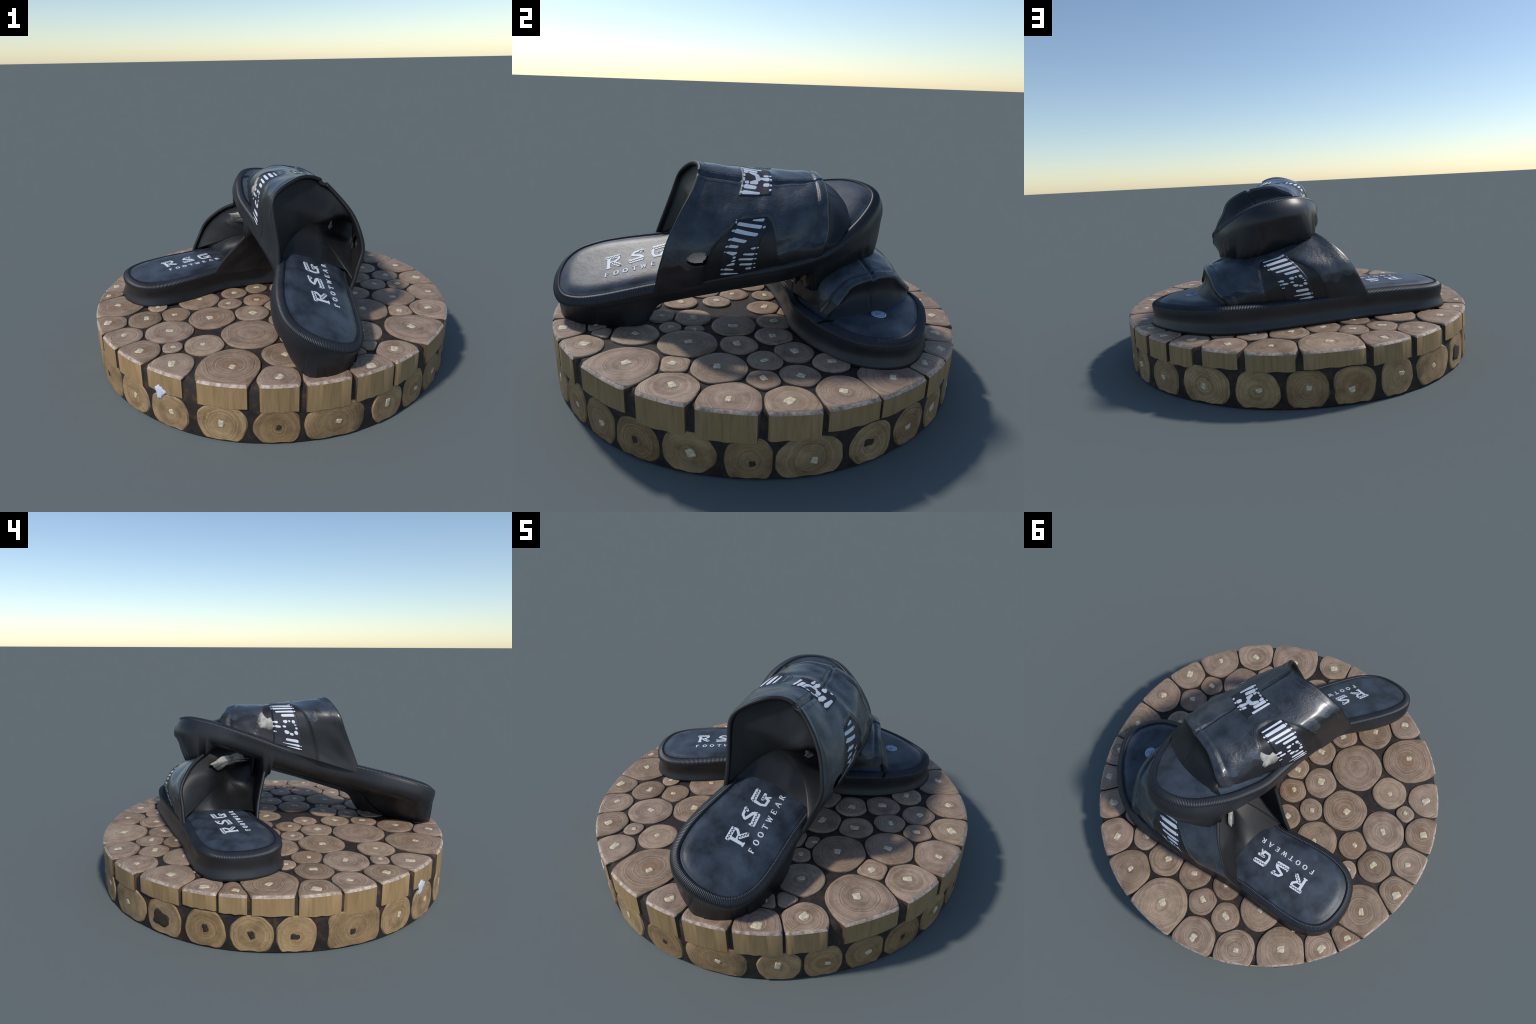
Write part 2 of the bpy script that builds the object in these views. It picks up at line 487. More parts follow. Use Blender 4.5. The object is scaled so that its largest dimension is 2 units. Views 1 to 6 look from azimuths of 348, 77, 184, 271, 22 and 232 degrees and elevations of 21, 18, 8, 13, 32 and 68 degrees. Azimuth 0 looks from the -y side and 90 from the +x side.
# ================================================================== SANDAL
# Local frame: x from heel to toe, y to the OUTER side of the foot, z up; z = 0 is the plane of the sole's rim.
OUTER = [(0.0, 0.0), (0.010, 0.075), (0.045, 0.135), (0.12, 0.182), (0.22, 0.207), (0.34, 0.222), (0.46, 0.236), (0.63, 0.268),
         (0.82, 0.305), (0.98, 0.333), (1.12, 0.350), (1.23, 0.343), (1.335, 0.302), (1.42, 0.245), (1.49, 0.185), (1.555, 0.115), (1.595, 0.05)]
ARCH = [(1.608, -0.01), (1.595, -0.085), (1.55, -0.163), (1.48, -0.220), (1.36, -0.266), (1.25, -0.280), (1.13, -0.277), (0.98, -0.234),
        (0.82, -0.197), (0.68, -0.177), (0.56, -0.168), (0.46, -0.190), (0.36, -0.215), (0.24, -0.233), (0.13, -0.223), (0.055, -0.172), (0.012, -0.088)]
RIBS = 500

def sole_outline(count, skew=None):
    c = smooth_curve(OUTER + ARCH, 3000, closed=True)
    if skew:
        c[:, 1] += skew(c[:, 0])
    c, _ = by_length(c, count, closed=True)
    tang = np.roll(c, -1, 0) - np.roll(c, 1, 0)
    tang /= np.linalg.norm(tang, axis=1)[:, None]
    nrm = np.c_[-tang[:, 1], tang[:, 0]]
    if np.mean(np.sum((c - c.mean(0)) * nrm, 1)) < 0:
        nrm = -nrm
    return c, nrm

# strap: three control arches (heel edge, middle, toe edge), each from outer foot to arch foot
STRAP_HEEL = [(0.470, 0.236, -0.03), (0.505, 0.240, 0.045), (0.550, 0.250, 0.135), (0.608, 0.221, 0.215), (0.690, 0.158, 0.283),
              (0.770, 0.070, 0.334), (0.817, -0.045, 0.364), (0.785, -0.150, 0.342), (0.720, -0.246, 0.266), (0.655, -0.242, 0.175), (0.545, -0.190, 0.045), (0.495, -0.172, -0.03)]
STRAP_MID = [(0.835, 0.304, -0.03), (0.855, 0.315, 0.045), (0.885, 0.312, 0.105), (0.935, 0.282, 0.160), (1.000, 0.205, 0.212),
             (1.050, 0.110, 0.238), (1.080, 0.000, 0.249), (1.075, -0.105, 0.238), (1.045, -0.212, 0.198), (1.000, -0.240, 0.120), (0.955, -0.230, 0.03), (0.935, -0.223, -0.03)]
STRAP_TOE = [(1.195, 0.350, -0.03), (1.215, 0.345, 0.035), (1.255, 0.300, 0.068), (1.280, 0.250, 0.115), (1.300, 0.195, 0.168),
             (1.318, 0.110, 0.188), (1.330, 0.010, 0.180), (1.335, -0.080, 0.158), (1.345, -0.135, 0.108), (1.352, -0.185, 0.055), (1.338, -0.208, 0.006), (1.320, -0.222, -0.03)]
NT, NV = 201, 111

class Strap:
    def __init__(self, skew=None, sagging=False):
        heel, mid, toe = (np.array(k) for k in (STRAP_HEEL, STRAP_MID, STRAP_TOE))
        if sagging:
            # the lower sandal is pressed down: its toe edge droops and its outer flank swells
            toe[:, 2] = np.where(toe[:, 2] > 0, toe[:, 2] * 0.84, toe[:, 2])
            toe[:, 0] -= 0.012
            mid[1:5, 1] += (0.012, 0.022, 0.022, 0.012)
        self.c = [smooth_curve(k, NT) for k in (heel, mid, toe)]
        v = np.linspace(0, 1, NV)[:, None, None]
        a, b, c = (k[None] for k in self.c)
        self.g = a * (2 * (v - .5) * (v - 1)) + b * (4 * v * (1 - v)) + c * (2 * v * (v - .5))
        if skew:
            arch_side = np.clip((np.linspace(0, 1, NT) - 0.4) / 0.4, 0, 1)[None]
            self.g[:, :, 1] += arch_side * np.maximum(skew(self.g[:, :, 0]), 0)
        self.relief()
        self.n = self.normals()

    def normals(self):
        n = np.cross(np.gradient(self.g, axis=0), np.gradient(self.g, axis=1))
        n /= np.linalg.norm(n, axis=2)[:, :, None] + 1e-12
        return -n if n[NV // 2, NT // 2, 2] < 0 else n

    @staticmethod
    def panel(t, v):
        """1 inside the cut-out side panels, falling to 0 over a few millimetres outside."""
        side = np.minimum(t, 1 - t)                       # same panel on both flanks
        top = 0.345 - 0.9 * np.abs(v - 0.485) ** 3.2 / 0.23 ** 2.2
        lo = 0.285 + 0.10 * np.clip((side - 0.27) / 0.08, 0, 1) ** 2
        hi = 0.70 - 0.10 * np.clip((side - 0.27) / 0.08, 0, 1) ** 2 + 0.25 * np.clip(0.24 - side, 0, 1)
        d = np.minimum(np.minimum((top - side) * 1.0, (v - lo) * 0.6), (hi - v) * 0.6)
        return d

    def relief(self):
        t, v = np.meshgrid(np.linspace(0, 1, NT), np.linspace(0, 1, NV))
        n = self.normals()
        h = np.zeros_like(t)
        h -= 0.006 * np.clip(self.panel(t, v) / 0.012 + 0.5, 0, 1)
        # gap along the instep between the two leather halves
        gap = np.exp(-((t - 0.505) / 0.008) ** 4)
        ends = np.clip((0.32 - v) / 0.03, 0, 1) + np.clip((v - 0.54) / 0.03, 0, 1)
        h -= 0.011 * gap * ends
        # rolled hem at both edges and soft creases in the leather
        h += 0.003 * np.exp(-((v - 0.965) / 0.02) ** 2) - 0.003 * np.exp(-((v - 0.93) / 0.015) ** 2)
        h += 0.002 * np.exp(-(v / 0.03) ** 2)
        free = np.clip(0.5 - self.panel(t, v) / 0.012, 0, 1)
        h += free * 0.0030 * (np.sin(17 * t + 9 * v + 2 * np.sin(11 * v)) * np.sin(13 * v - 8 * t + 1.3 * np.sin(19 * t)))
        h += free * 0.0012 * np.sin(31 * t + 3 * np.sin(7 * v)) * np.sin(21 * v + 2 * np.sin(13 * t))
        self.g = self.g + n * h[:, :, None]

    def at(self, t, v, lift=0.0):
        """Point on the strap: t across (0 outer foot .. 1 arch foot), v along (0 heel edge .. 1 toe edge)."""
        t = np.clip(np.asarray(t, float), 0, 1) * (NT - 1)
        v = np.clip(np.asarray(v, float), 0, 1) * (NV - 1)
        i = np.minimum(t.astype(int), NT - 2); j = np.minimum(v.astype(int), NV - 2)
        f = (t - i)[..., None]; h = (v - j)[..., None]
        def s(A):
            return (A[j, i] * (1 - f) + A[j, i + 1] * f) * (1 - h) + (A[j + 1, i] * (1 - f) + A[j + 1, i + 1] * f) * h
        return s(self.g) + s(self.n) * np.asarray(lift)[..., None]

#--GEOM-END--

class SandalBuilder:
    def __init__(self, name, origin, toe, roll, mirror, shift, label, skew):
        O = np.array(origin, float)
        a = np.array(toe, float) - O
        a /= np.linalg.norm(a)
        l = np.cross((0, 0, 1), a); l /= np.linalg.norm(l)
        n = np.cross(a, l)
        r = math.radians(roll)
        l, n = math.cos(r) * l + math.sin(r) * n, math.cos(r) * n - math.sin(r) * l
        O = O + l * shift
        self.axes = np.array([a, l, n]); self.O = O
        self.m = -1.0 if mirror else 1.0
        self.root = bpy.data.objects.new(name, None)
        bpy.context.scene.collection.objects.link(self.root)
        self.root.matrix_world = Matrix(((a[0], l[0], n[0], O[0]), (a[1], l[1], n[1], O[1]), (a[2], l[2], n[2], O[2]), (0, 0, 0, 1)))
        self.root['label'] = label
        self.root['category'] = 'sandal'
        self.skew = skew
        self.twist = mirror
        self.toe_shift = 0.075 if mirror else 0.0
        self.strap = Strap(skew, not mirror)

    def world(self, p):
        p = np.asarray(p, float) * (1, self.m, 1)
        return self.O + p @ self.axes

    def local(self, w):
        return ((np.asarray(w) - self.O) @ self.axes.T) * (1, self.m, 1)

    def put(self, name, verts, faces, mat, smooth=True, parent=None, face_mat=None, sharp=None):
        v = np.asarray(verts, float) * (1, self.m, 1)
        if self.m < 0:
            faces = [tuple(reversed(f)) for f in faces]
        me = make_mesh(name, v, faces, mat, smooth, face_mat)
        if sharp:
            me.set_sharp_from_angle(angle=math.radians(sharp))
        return add(name, me, parent or self.root)

    # -------- sole
    STRAIGHT = ((-0.09, -0.137), (-0.05, -0.137), (-0.01, -0.137), (0.012, -0.136), (0.008, -0.122), (0.001, -0.105),
                (-0.004, -0.088), (-0.005, -0.068), (-0.002, -0.048), (0.001, -0.034), (0.0, -0.022))
    TUCKED = ((-0.13, -0.122), (-0.09, -0.122), (-0.055, -0.120), (-0.030, -0.112), (-0.016, -0.100), (-0.008, -0.085),
              (-0.004, -0.070), (0.0, -0.056), (0.002, -0.044), (0.002, -0.033), (0.0, -0.022))
    HANGING = ((-0.13, -0.120), (-0.09, -0.120), (-0.058, -0.118), (-0.036, -0.111), (-0.024, -0.100), (-0.017, -0.086),
               (-0.013, -0.071), (-0.010, -0.057), (-0.006, -0.044), (-0.002, -0.033), (0.0, -0.022))
    TOE_ROLL = ((-0.08, -0.140), (-0.045, -0.140), (-0.018, -0.136), (-0.001, -0.126), (0.007, -0.112), (0.011, -0.096),
                (0.012, -0.079), (0.011, -0.062), (0.008, -0.047), (0.004, -0.034), (0.0, -0.022))
    HEEL_HANG = ((-0.12, -0.128), (-0.08, -0.128), (-0.046, -0.125), (-0.024, -0.117), (-0.011, -0.105), (-0.004, -0.090),
                 (0.0, -0.074), (0.001, -0.059), (0.002, -0.045), (0.002, -0.033), (0.0, -0.022))

    def build_sole(self, resting_on=None):
        M = RIBS * 4
        c, nr = sole_outline(M, self.skew)
        def row(off, z, cc=c, nn=nr):
            p = cc + nn * (off if np.isscalar(off) else off[:, None])
            return np.c_[p, np.full(len(p), z) if np.isscalar(z) else z]
        # the sole tucks under where it hangs clear of the stand and drops straight where it rests on it
        w = np.zeros(M)
        if resting_on is not None:
            W = self.world(row(0.0, -0.11))
            gap = W[:, 2] - (TOP0 + TOPX * W[:, 0] + TOPY * W[:, 1])
            w = np.clip((gap - 0.03) / 0.06, 0, 1)
        # the outer flank of the hanging waist is cut away more than the arch flank
        o = np.clip((c[:, 1] - 0.05) / 0.12, 0, 1) * np.clip((c[:, 0] - 0.35) / 0.15, 0, 1) * np.clip((1.15 - c[:, 0]) / 0.15, 0, 1)
        toe = np.clip((c[:, 0] - 1.22) / 0.25, 0, 1)
        rows = []
        hl = np.clip((0.56 - c[:, 0]) / 0.2, 0, 1)
        for a, b, h, r, e in zip(self.STRAIGHT, self.TUCKED, self.HANGING, self.TOE_ROLL, self.HEEL_HANG):
            h = [h[0] * (1 - hl) + e[0] * hl, h[1] * (1 - hl) + e[1] * hl]
            off, z = (a[k] * (1 - w) + w * ((b[k] * o + h[k] * (1 - o)) * (1 - toe) + r[k] * toe) for k in (0, 1))
            rows.append(row(off, z))
        V = np.vstack([self.medial(rows[0], 1.0), self.medial(rows[0], 0.5)] + rows)
        V = self.bend(V)
        if resting_on is not None:
            V = self.settle(V, resting_on)
        self.put('outsole', V, grid_faces(len(rows) + 2, M, wrap=True), M_RUBBER)
        # ribbed welt
        rib = 0.5 + 0.5 * np.cos(np.arange(M) * 2 * np.pi / 4)
        wr = [row(-0.003, -0.036), row(0.0005 + 0.0015 * rib, -0.024 + 0 * rib), row(-0.004 + 0.003 * rib, -0.015 + 0.002 * rib),
              row(-0.013, -0.008 + 0.0024 * rib), row(-0.024, -0.002 + 0.0024 * rib), row(-0.034, 0.002 + 0.002 * rib), row(-0.038, -0.005)]
        self.put('ribbed_welt', self.bend(np.vstack(wr)), grid_faces(len(wr), M, wrap=True), M_WELT)
        # foot bed
        c2, n2 = sole_outline(400, self.skew)
        fr = [row(o, z, c2, n2) for o, z in ((-0.032, -0.008), (-0.039, -0.002), (-0.047, -0.001), (-0.056, 0.003), (-0.068, 0.009), (-0.09, 0.0118))]
        base = fr[-1]
        for f in (0.15, 0.35, 0.6, 0.85, 1.0):
            q = self.medial(base, f)
            q[:, 2] = 0.012
            fr.append(q)
        self.put('footbed', self.bend(np.vstack(fr)), grid_faces(len(fr), 400, wrap=True), M_INSOLE)

    def bend(self, V):
        """Twist and bow of this sandal's sole away from its flat pattern."""
        V = np.array(V, float)
        if self.twist:
            x, y = V[..., 0], V[..., 1]
            heel = np.clip((0.80 - x) / 0.3, 0, 1)
            V[..., 2] += heel * (-0.09 * y + 0.022 * (x - 0.45) + 0.003) + 0.018 * np.clip((x - 1.0) / 0.4, 0, 1)
        else:
            x = V[..., 0]
            top = np.clip((V[..., 2] + 0.10) / 0.06, 0, 1)
            V[..., 2] -= top * (0.014 * np.clip((x - 1.3) / 0.25, 0, 1) + 0.010 * np.clip((0.3 - x) / 0.3, 0, 1))
        return V

    def medial(self, rows, f):
        p = rows.copy()
        mx = np.clip(p[:, 0], 0.22, 1.32)
        my = 0.01 + 0.03 * np.clip((mx - 0.5) / 0.8, 0, 1)
        p[:, 0] = p[:, 0] * (1 - f) + mx * f
        p[:, 1] = p[:, 1] * (1 - f) + my * f
        return p

    def settle(self, V, lower):
        """The underside runs down onto the stand below the heel and onto the strap of the other sandal."""
        W = self.world(V)
        S = lower.world(lower.strap.g[::2, ::2].reshape(-1, 3))
        for k in np.nonzero(V[:, 2] < -0.085)[0]:
            x, y, z = W[k]
            gap = z - (top_z(x, y) - 0.004)
            fade = 1 / (1 + math.exp((V[k, 0] - 0.43) / 0.015))
            drop = gap * fade * min(1.0, max(0.0, (0.15 - gap) / 0.06)) if gap < 0.15 else 0.0
            d = (S[:, 0] - x) ** 2 + (S[:, 1] - y) ** 2
            if d.min() < 0.045 ** 2 and V[k, 0] > 0.8:
                near = 1 - math.sqrt(d.min()) / 0.045
                near = min(1.0, 2 * near) ** 2 * (3 - 2 * min(1.0, 2 * near))
                wt = np.exp(-(d - d.min()) / 0.012 ** 2)
                g2 = z - float((wt * S[:, 2]).sum() / wt.sum())
                if 0 < g2 < 0.16:
                    drop = max(drop, near * (g2 + 0.006) * min(1.0, (0.16 - g2) / 0.05))
            W[k, 2] = z - drop
        return self.local(W)

    # -------- strap
    def build_strap(self, hole=None):
        S = self.strap
        th = 0.020
        outer = S.g
        inner = S.g - S.n * th
        # rounded heel edge: rows that turn from the inner to the outer surface
        fwd = S.g[0] - S.g[1]
        fwd /= np.linalg.norm(fwd, axis=1)[:, None]
        mid = (outer[0] + inner[0]) / 2
        turn = []
        for k in range(1, 6):
            a = math.pi * k / 6
            turn.append(mid - S.n[0] * (th / 2) * math.cos(a) + fwd * (th * 0.45) * math.sin(a))
        depth = 3
        t = np.linspace(0, 1, NT)
        lo, hi = (0.05, 0.34) if self.twist else (0.66, 0.97)
        pocket = np.clip(np.minimum(t - lo, hi - t) / 0.07, 0, 1)
        pocket = pocket * pocket * (3 - 2 * pocket)
        reach = (depth + (31 if self.twist else 26) * pocket).astype(int)
        depth = int(reach.max())
        rows = [inner[j] for j in range(depth, -1, -1)] + turn + [outer[j] for j in range(NV)]
        # toe lip
        fw = S.g[-1] - S.g[-2]
        fw /= np.linalg.norm(fw, axis=1)[:, None]
        for k in range(1, 4):
            a = math.pi / 2 * k / 3
            rows.append(S.g[-1] - S.n[-1] * 0.012 * (1 - math.cos(a)) + fw * 0.012 * math.sin(a))
        V = np.array(rows)
        faces = grid_faces(len(rows), NT)
        first = depth + 1 + len(turn)
        if hole:
            q = np.array(hole[:3])
            keep = []
            for f in faces:
                r, cc = f[0] // NT, f[0] % NT
                if first <= r < first + NV - 1 or r < depth:
                    p = S.g[r - first, cc] if r >= first else S.g[depth - r, cc]
                    if math.hypot((p[0] - q[0]) / hole[3], (p[2] - q[2]) / hole[4]) < 1 and p[1] > 0.1:
                        continue
                keep.append(f)
            faces = keep
        fm = []
        for f in faces:
            r, cc = f[0] // NT, f[0] % NT
            tt, vv = cc / (NT - 1), (r - first) / (NV - 1)
            wave = 0.018 * math.sin(23 * vv) + 0.010 * math.sin(57 * vv + 1)
            if r < first:
                fm.append(2)                       # returned edge: lining
            else:
                fm.append(1 if tt > 0.80 + wave - 0.06 * (vv < 0.2) or tt < 0.13 + wave else 0)
        self.strap_obj = self.put('strap', V.reshape(-1, 3), faces, [M_STRAP, M_RUBBER, M_LINING], face_mat=fm)
        # toe lining that closes the front of the strap
        edge = S.g[-1] - S.n[-1] * 0.012 + fw * 0.012
        foot = smooth_curve(TOE_FOOT, NT)
        foot[:, 0] += self.toe_shift * np.sin(np.linspace(0, np.pi, NT)) ** 0.5 * (1.3 - np.linspace(0, 1, NT))
        foot = self.bend(foot)
        rows = []
        for w in np.linspace(0, 1, 14):
            sag = math.sin(math.pi * w)
            p = edge * (1 - w) + foot * w
            p[:, 0] -= 0.028 * sag * np.sin(np.linspace(0, np.pi, NT))
            rows.append(p)
        V = np.array(rows)
        self.put('toe_lining', V.reshape(-1, 3), grid_faces(len(rows), NT), M_LINING)
        self.build_cave(np.array([inner[reach[k], k] for k in range(NT)]))

    def cave_wall(self, y, z):
        if self.twist:
            lean = 0.9 * np.maximum(y - 0.08, 0)
        else:
            lean = -0.45 * y - 0.01 + 0.11 * np.clip((0.07 - y) / 0.1, 0, 1) * np.clip((0.30 - z) / 0.1, 0, 1)
        return 0.715 + lean + 0.6 * np.clip(z - 0.21, 0, 1) - 0.035 * np.clip(1 - z / 0.07, 0, 1) ** 2

    def torn_patch(self, corners, proud=0.004):
        """Ragged pale scrap of lining stuck to the back of the hollow."""
        rng = random.Random(len(corners) + int(1000 * abs(corners[0][0])))
        c = np.array(corners, float)
        pts = []
        for i in range(len(c)):
            p, q = c[i], c[(i + 1) % len(c)]
            for k in range(5):
                pts.append(p + (q - p) * k / 5 + np.array((rng.uniform(-1, 1), rng.uniform(-1, 1))) * 0.006 * (k > 0))
        pts = np.array(pts)
        m = pts.mean(0)
        verts = []
        for sc, d in ((0.0, proud), (0.6, proud), (1.0, proud), (1.0, -0.004)):
            for y, z in m + (pts - m) * sc:
                verts.append((self.cave_wall(np.array(y), np.array(z)) - d, y, z))
        self.put('torn_lining', verts, grid_faces(4, len(pts), wrap=True), M_TORN)

    def build_cave(self, edge):
        """Shallow hollow behind the heel edge: the lining dips in and closes a hand's breadth inside."""
        arch = edge[(edge[:, 2] > 0.0)]
        n1 = len(arch)
        chord = np.array([arch[-1] * (1 - f) + arch[0] * f for f in np.linspace(0, 1, 40)[1:-1]])
        chord[:, 2] = 0.010
        u = np.linspace(0, 1, 40)[1:-1]
        chord[:, 0] = np.maximum(chord[:, 0], 0.55) + 0.06 * np.sin(np.pi * u) ** 0.6
        B = np.vstack([arch, chord])
        for _ in range(6):
            B[2:n1 - 2] = (B[:n1 - 4] + B[1:n1 - 3] + B[2:n1 - 2] + B[3:n1 - 1] + B[4:n1]) / 5
        C = np.array((0.72, -0.01, 0.15))
        rows = []
        for f in (0, 0.03, 0.07, 0.12, 0.2, 0.3, 0.42, 0.56, 0.7, 0.84, 0.93, 1.0):
            P = B * (1 - f) + C * f
            g = 1 - (1 - f) ** (2.2 if self.twist else 2.8)
            P[:, 0] = B[:, 0] * (1 - g) + self.cave_wall(P[:, 1], P[:, 2]) * g
            rows.append(P)
        V = np.vstack(rows)
        self.put('strap_lining', V, grid_faces(len(rows), len(B), wrap=True), M_LINING)

    # -------- print, stitching and lettering
    def ribbon(self, curve_fn, p0, p1, w0, w1, lift, verts, faces, steps=7, round_ends=True, thick=0.0022):
        """Tapered capsule from p0 to p1 in flat pattern coordinates, laid on a surface by curve_fn(uv, lift)."""
        p0, p1 = np.array(p0, float), np.array(p1, float)
        ax = p1 - p0
        L = np.linalg.norm(ax) + 1e-9
        ax /= L
        nr = np.array((-ax[1], ax[0]))
        if round_ends:
            st = [(-w0 * 0.6, 0.3), (-w0 * 0.42, 0.75)] + [(L * k / steps, 1.0) for k in range(steps + 1)] + [(L + w1 * 0.42, 0.75), (L + w1 * 0.6, 0.3)]
        else:
            st = [(L * k / steps, 1.0) for k in range(steps + 1)]
        base = len(verts)
        for d, sc in st:
            f = min(max(d / L, 0), 1)
            w = (w0 * (1 - f) + w1 * f) * sc
            for off, lf in ((-1.0, lift - thick), (-1.0, lift), (0.0, lift + 0.0003), (1.0, lift), (1.0, lift - thick)):
                verts.append(curve_fn(p0 + ax * d + nr * off * w, lf))
        faces += grid_faces(len(st), 5, base=base)
        n = base + 5 * (len(st) - 1)
        faces.append(tuple(range(base, base + 5)))
        faces.append(tuple(range(n + 4, n - 1, -1)))

    def lay_on_strap(self, t0, t1, v0, v1, length, width, slant=0.0):
        def fn(p, lift):
            a, b = p[0] / length, p[1] / width
            return self.strap.at(t0 + (t1 - t0) * a, v0 + (v1 - v0) * b + slant * a, lift)
        return fn

    def sheet(self, name, fn, length, width, mat, lift, na=28, nb=14):
        """Thin cloth laid on the strap, with turned-down rims."""
        rows = []
        A = [0.0] + list(np.linspace(0, length, na)) + [length]
        Bq = [0.0] + list(np.linspace(0, width, nb)) + [width]
        for i, a in enumerate(A):
            for j, b in enumerate(Bq):
                rim = i in (0, len(A) - 1) or j in (0, len(Bq) - 1)
                rows.append(fn((a, b), lift - (0.004 if rim else 0)))
        self.put(name, rows, grid_faces(len(A), len(Bq)), mat)

    def print_motif(self, fn, La, W, motif):
        v, f = [], []
        for a0, b0, a1, b1, w0, w1 in motif:
            k = 1.35 if abs(b1 - b0) > 0.06 or 0.1 < b0 < 0.9 else 1.0
            self.ribbon(fn, (a0 * La, b0 * W), (a1 * La, b1 * W), k * w0 * W, k * w1 * W, 0.0026, v, f, thick=0.0012)
        self.put('printed_pattern', v, f, M_PRINT, smooth=False)

    def build_panels(self, outer_motif):
        S = self.strap
        # dark cloth inside both cut-outs
        for side in (0, 1):
            rows = []
            nt, nv = 34, 40
            for i in range(nt):
                t = 0.02 + (0.338 - 0.02) * i / (nt - 1)
                vv = np.linspace(0, 1, 400)
                ins = np.nonzero(Strap.panel(np.full(400, t), vv) > 0.001)[0]
                lo, hi = vv[ins[0]], vv[ins[-1]]
                for j in range(nv):
                    x = lo + (hi - lo) * j / (nv - 1)
                    rows.append(S.at(t if side == 0 else 1 - t, x, 0.0012))
            self.put('side_panel', rows, grid_faces(nt, nv, flip=side == 1), M_PANEL)
        La, W = 0.30, 0.105
        bands = ((0.335, 0.02, 0.365, 0.575, outer_motif, 0.03), (0.675, 0.965, 0.365, 0.575, MOTIF_RING, 0.03))
        for t0, t1, v0, v1, motif, slant in bands:
            fn = self.lay_on_strap(t0, t1, v0, v1, La, W, slant)
            self.sheet('print_band', fn, La, W, M_BAND, 0.0019)
            self.print_motif(fn, La, W, motif)
        La2, W2 = 0.155, 0.125
        fn = self.lay_on_strap(0.60, 0.432, 0.315, 0.555, La2, W2)
        self.sheet('instep_patch', fn, La2, W2, M_BAND, 0.0019)
        self.print_motif(fn, La2, W2, MOTIF_PATCH)

    def build_scrap(self):
        """Pale torn film left in the arch-side cut-out."""
        S = self.strap
        edge = [(.755, .665), (.785, .648), (.80, .628), (.79, .60), (.82, .588), (.85, .592), (.865, .61), (.872, .64), (.862, .67), (.87, .70), (.84, .712), (.82, .69), (.80, .695), (.775, .69)]
        c = np.mean(edge, 0)
        verts = []
        for sc, lf in ((0.0, 0.0024), (0.6, 0.0024), (1.0, 0.0024), (1.0, -0.002)):
            for p in edge:
                q = c + (np.array(p) - c) * sc
                verts.append(S.at(q[0], q[1], lf))
        self.put('torn_film', verts, grid_faces(4, len(edge), wrap=True), M_TORN)

    def build_stitching(self):
        S = self.strap
        v, f = [], []
        def line(tv, lift=0.001):
            c = np.array([S.at(t, x, lift) for t, x in tv])
            d = np.r_[0, np.cumsum(np.linalg.norm(np.diff(c, axis=0), axis=1))]
            T = np.array(tv)
            pos = 0.0
            while pos + 0.007 < d[-1]:
                ends = [np.array((np.interp(q, d, T[:, 0]), np.interp(q, d, T[:, 1]))) for q in (pos, pos + 0.0075)]
                p0, p1 = S.at(*ends[0], 0.0), S.at(*ends[1], 0.0)
                n = S.at(*ends[0], 1.0) - p0
                ax = p1 - p0; ax /= np.linalg.norm(ax) + 1e-9
                b = np.cross(n, ax)
                base = len(v)
                for p in (p0, p1):
                    for o, h in ((-0.0016, -0.001), (-0.0012, 0.0014), (0.0012, 0.0014), (0.0016, -0.001)):
                        v.append(p + b * o + n * h)
                f.extend([(base + 1, base + 5, base + 6, base + 2), (base, base + 4, base + 5, base + 1),
                          (base + 2, base + 6, base + 7, base + 3), (base, base + 1, base + 2, base + 3), (base + 7, base + 6, base + 5, base + 4)])
                pos += 0.0115
        for side in (0, 1):
            for grow in (0.012, 0.022):
                pts = []
                for ang in np.linspace(-0.15, np.pi + 0.15, 90):
                    # march outward from the panel's middle to its offset border
                    for r in np.linspace(0.02, 0.6, 240):
                        t = 0.20 + 0.5 * r * math.sin(ang)
                        x = 0.485 + r * math.cos(ang)
                        if t < 0.05 or Strap.panel(np.array(t), np.array(x)) < -grow:
                            break
                    pts.append((max(t, 0.05) if side == 0 else 1 - max(t, 0.05), x))
                line(pts)
        for dt in (-0.022, 0.022):
            line([(0.505 + dt, x) for x in np.linspace(0.05, 0.30, 30)])
            line([(0.505 + dt, x) for x in np.linspace(0.57, 0.93, 30)])
        line([(t, 0.945) for t in np.linspace(0.2, 0.48, 40)])
        line([(t, 0.945) for t in np.linspace(0.53, 0.82, 40)])
        line([(t, 0.045) for t in np.linspace(0.2, 0.82, 80)])
        ob = self.put('stitching', v, f, M_THREAD, smooth=False)
        ob['kind'] = 'stuff'

    def lay_on_bed(self, origin, angle, lift0=0.0126):
        c, s_ = math.cos(angle), math.sin(angle)
        def fn(p, lift):
            x = origin[0] + p[0] * c - p[1] * s_
            l = origin[1] + p[0] * s_ + p[1] * c
            return self.bend(np.array((x, l * self.m, lift0 + lift)))
        return fn

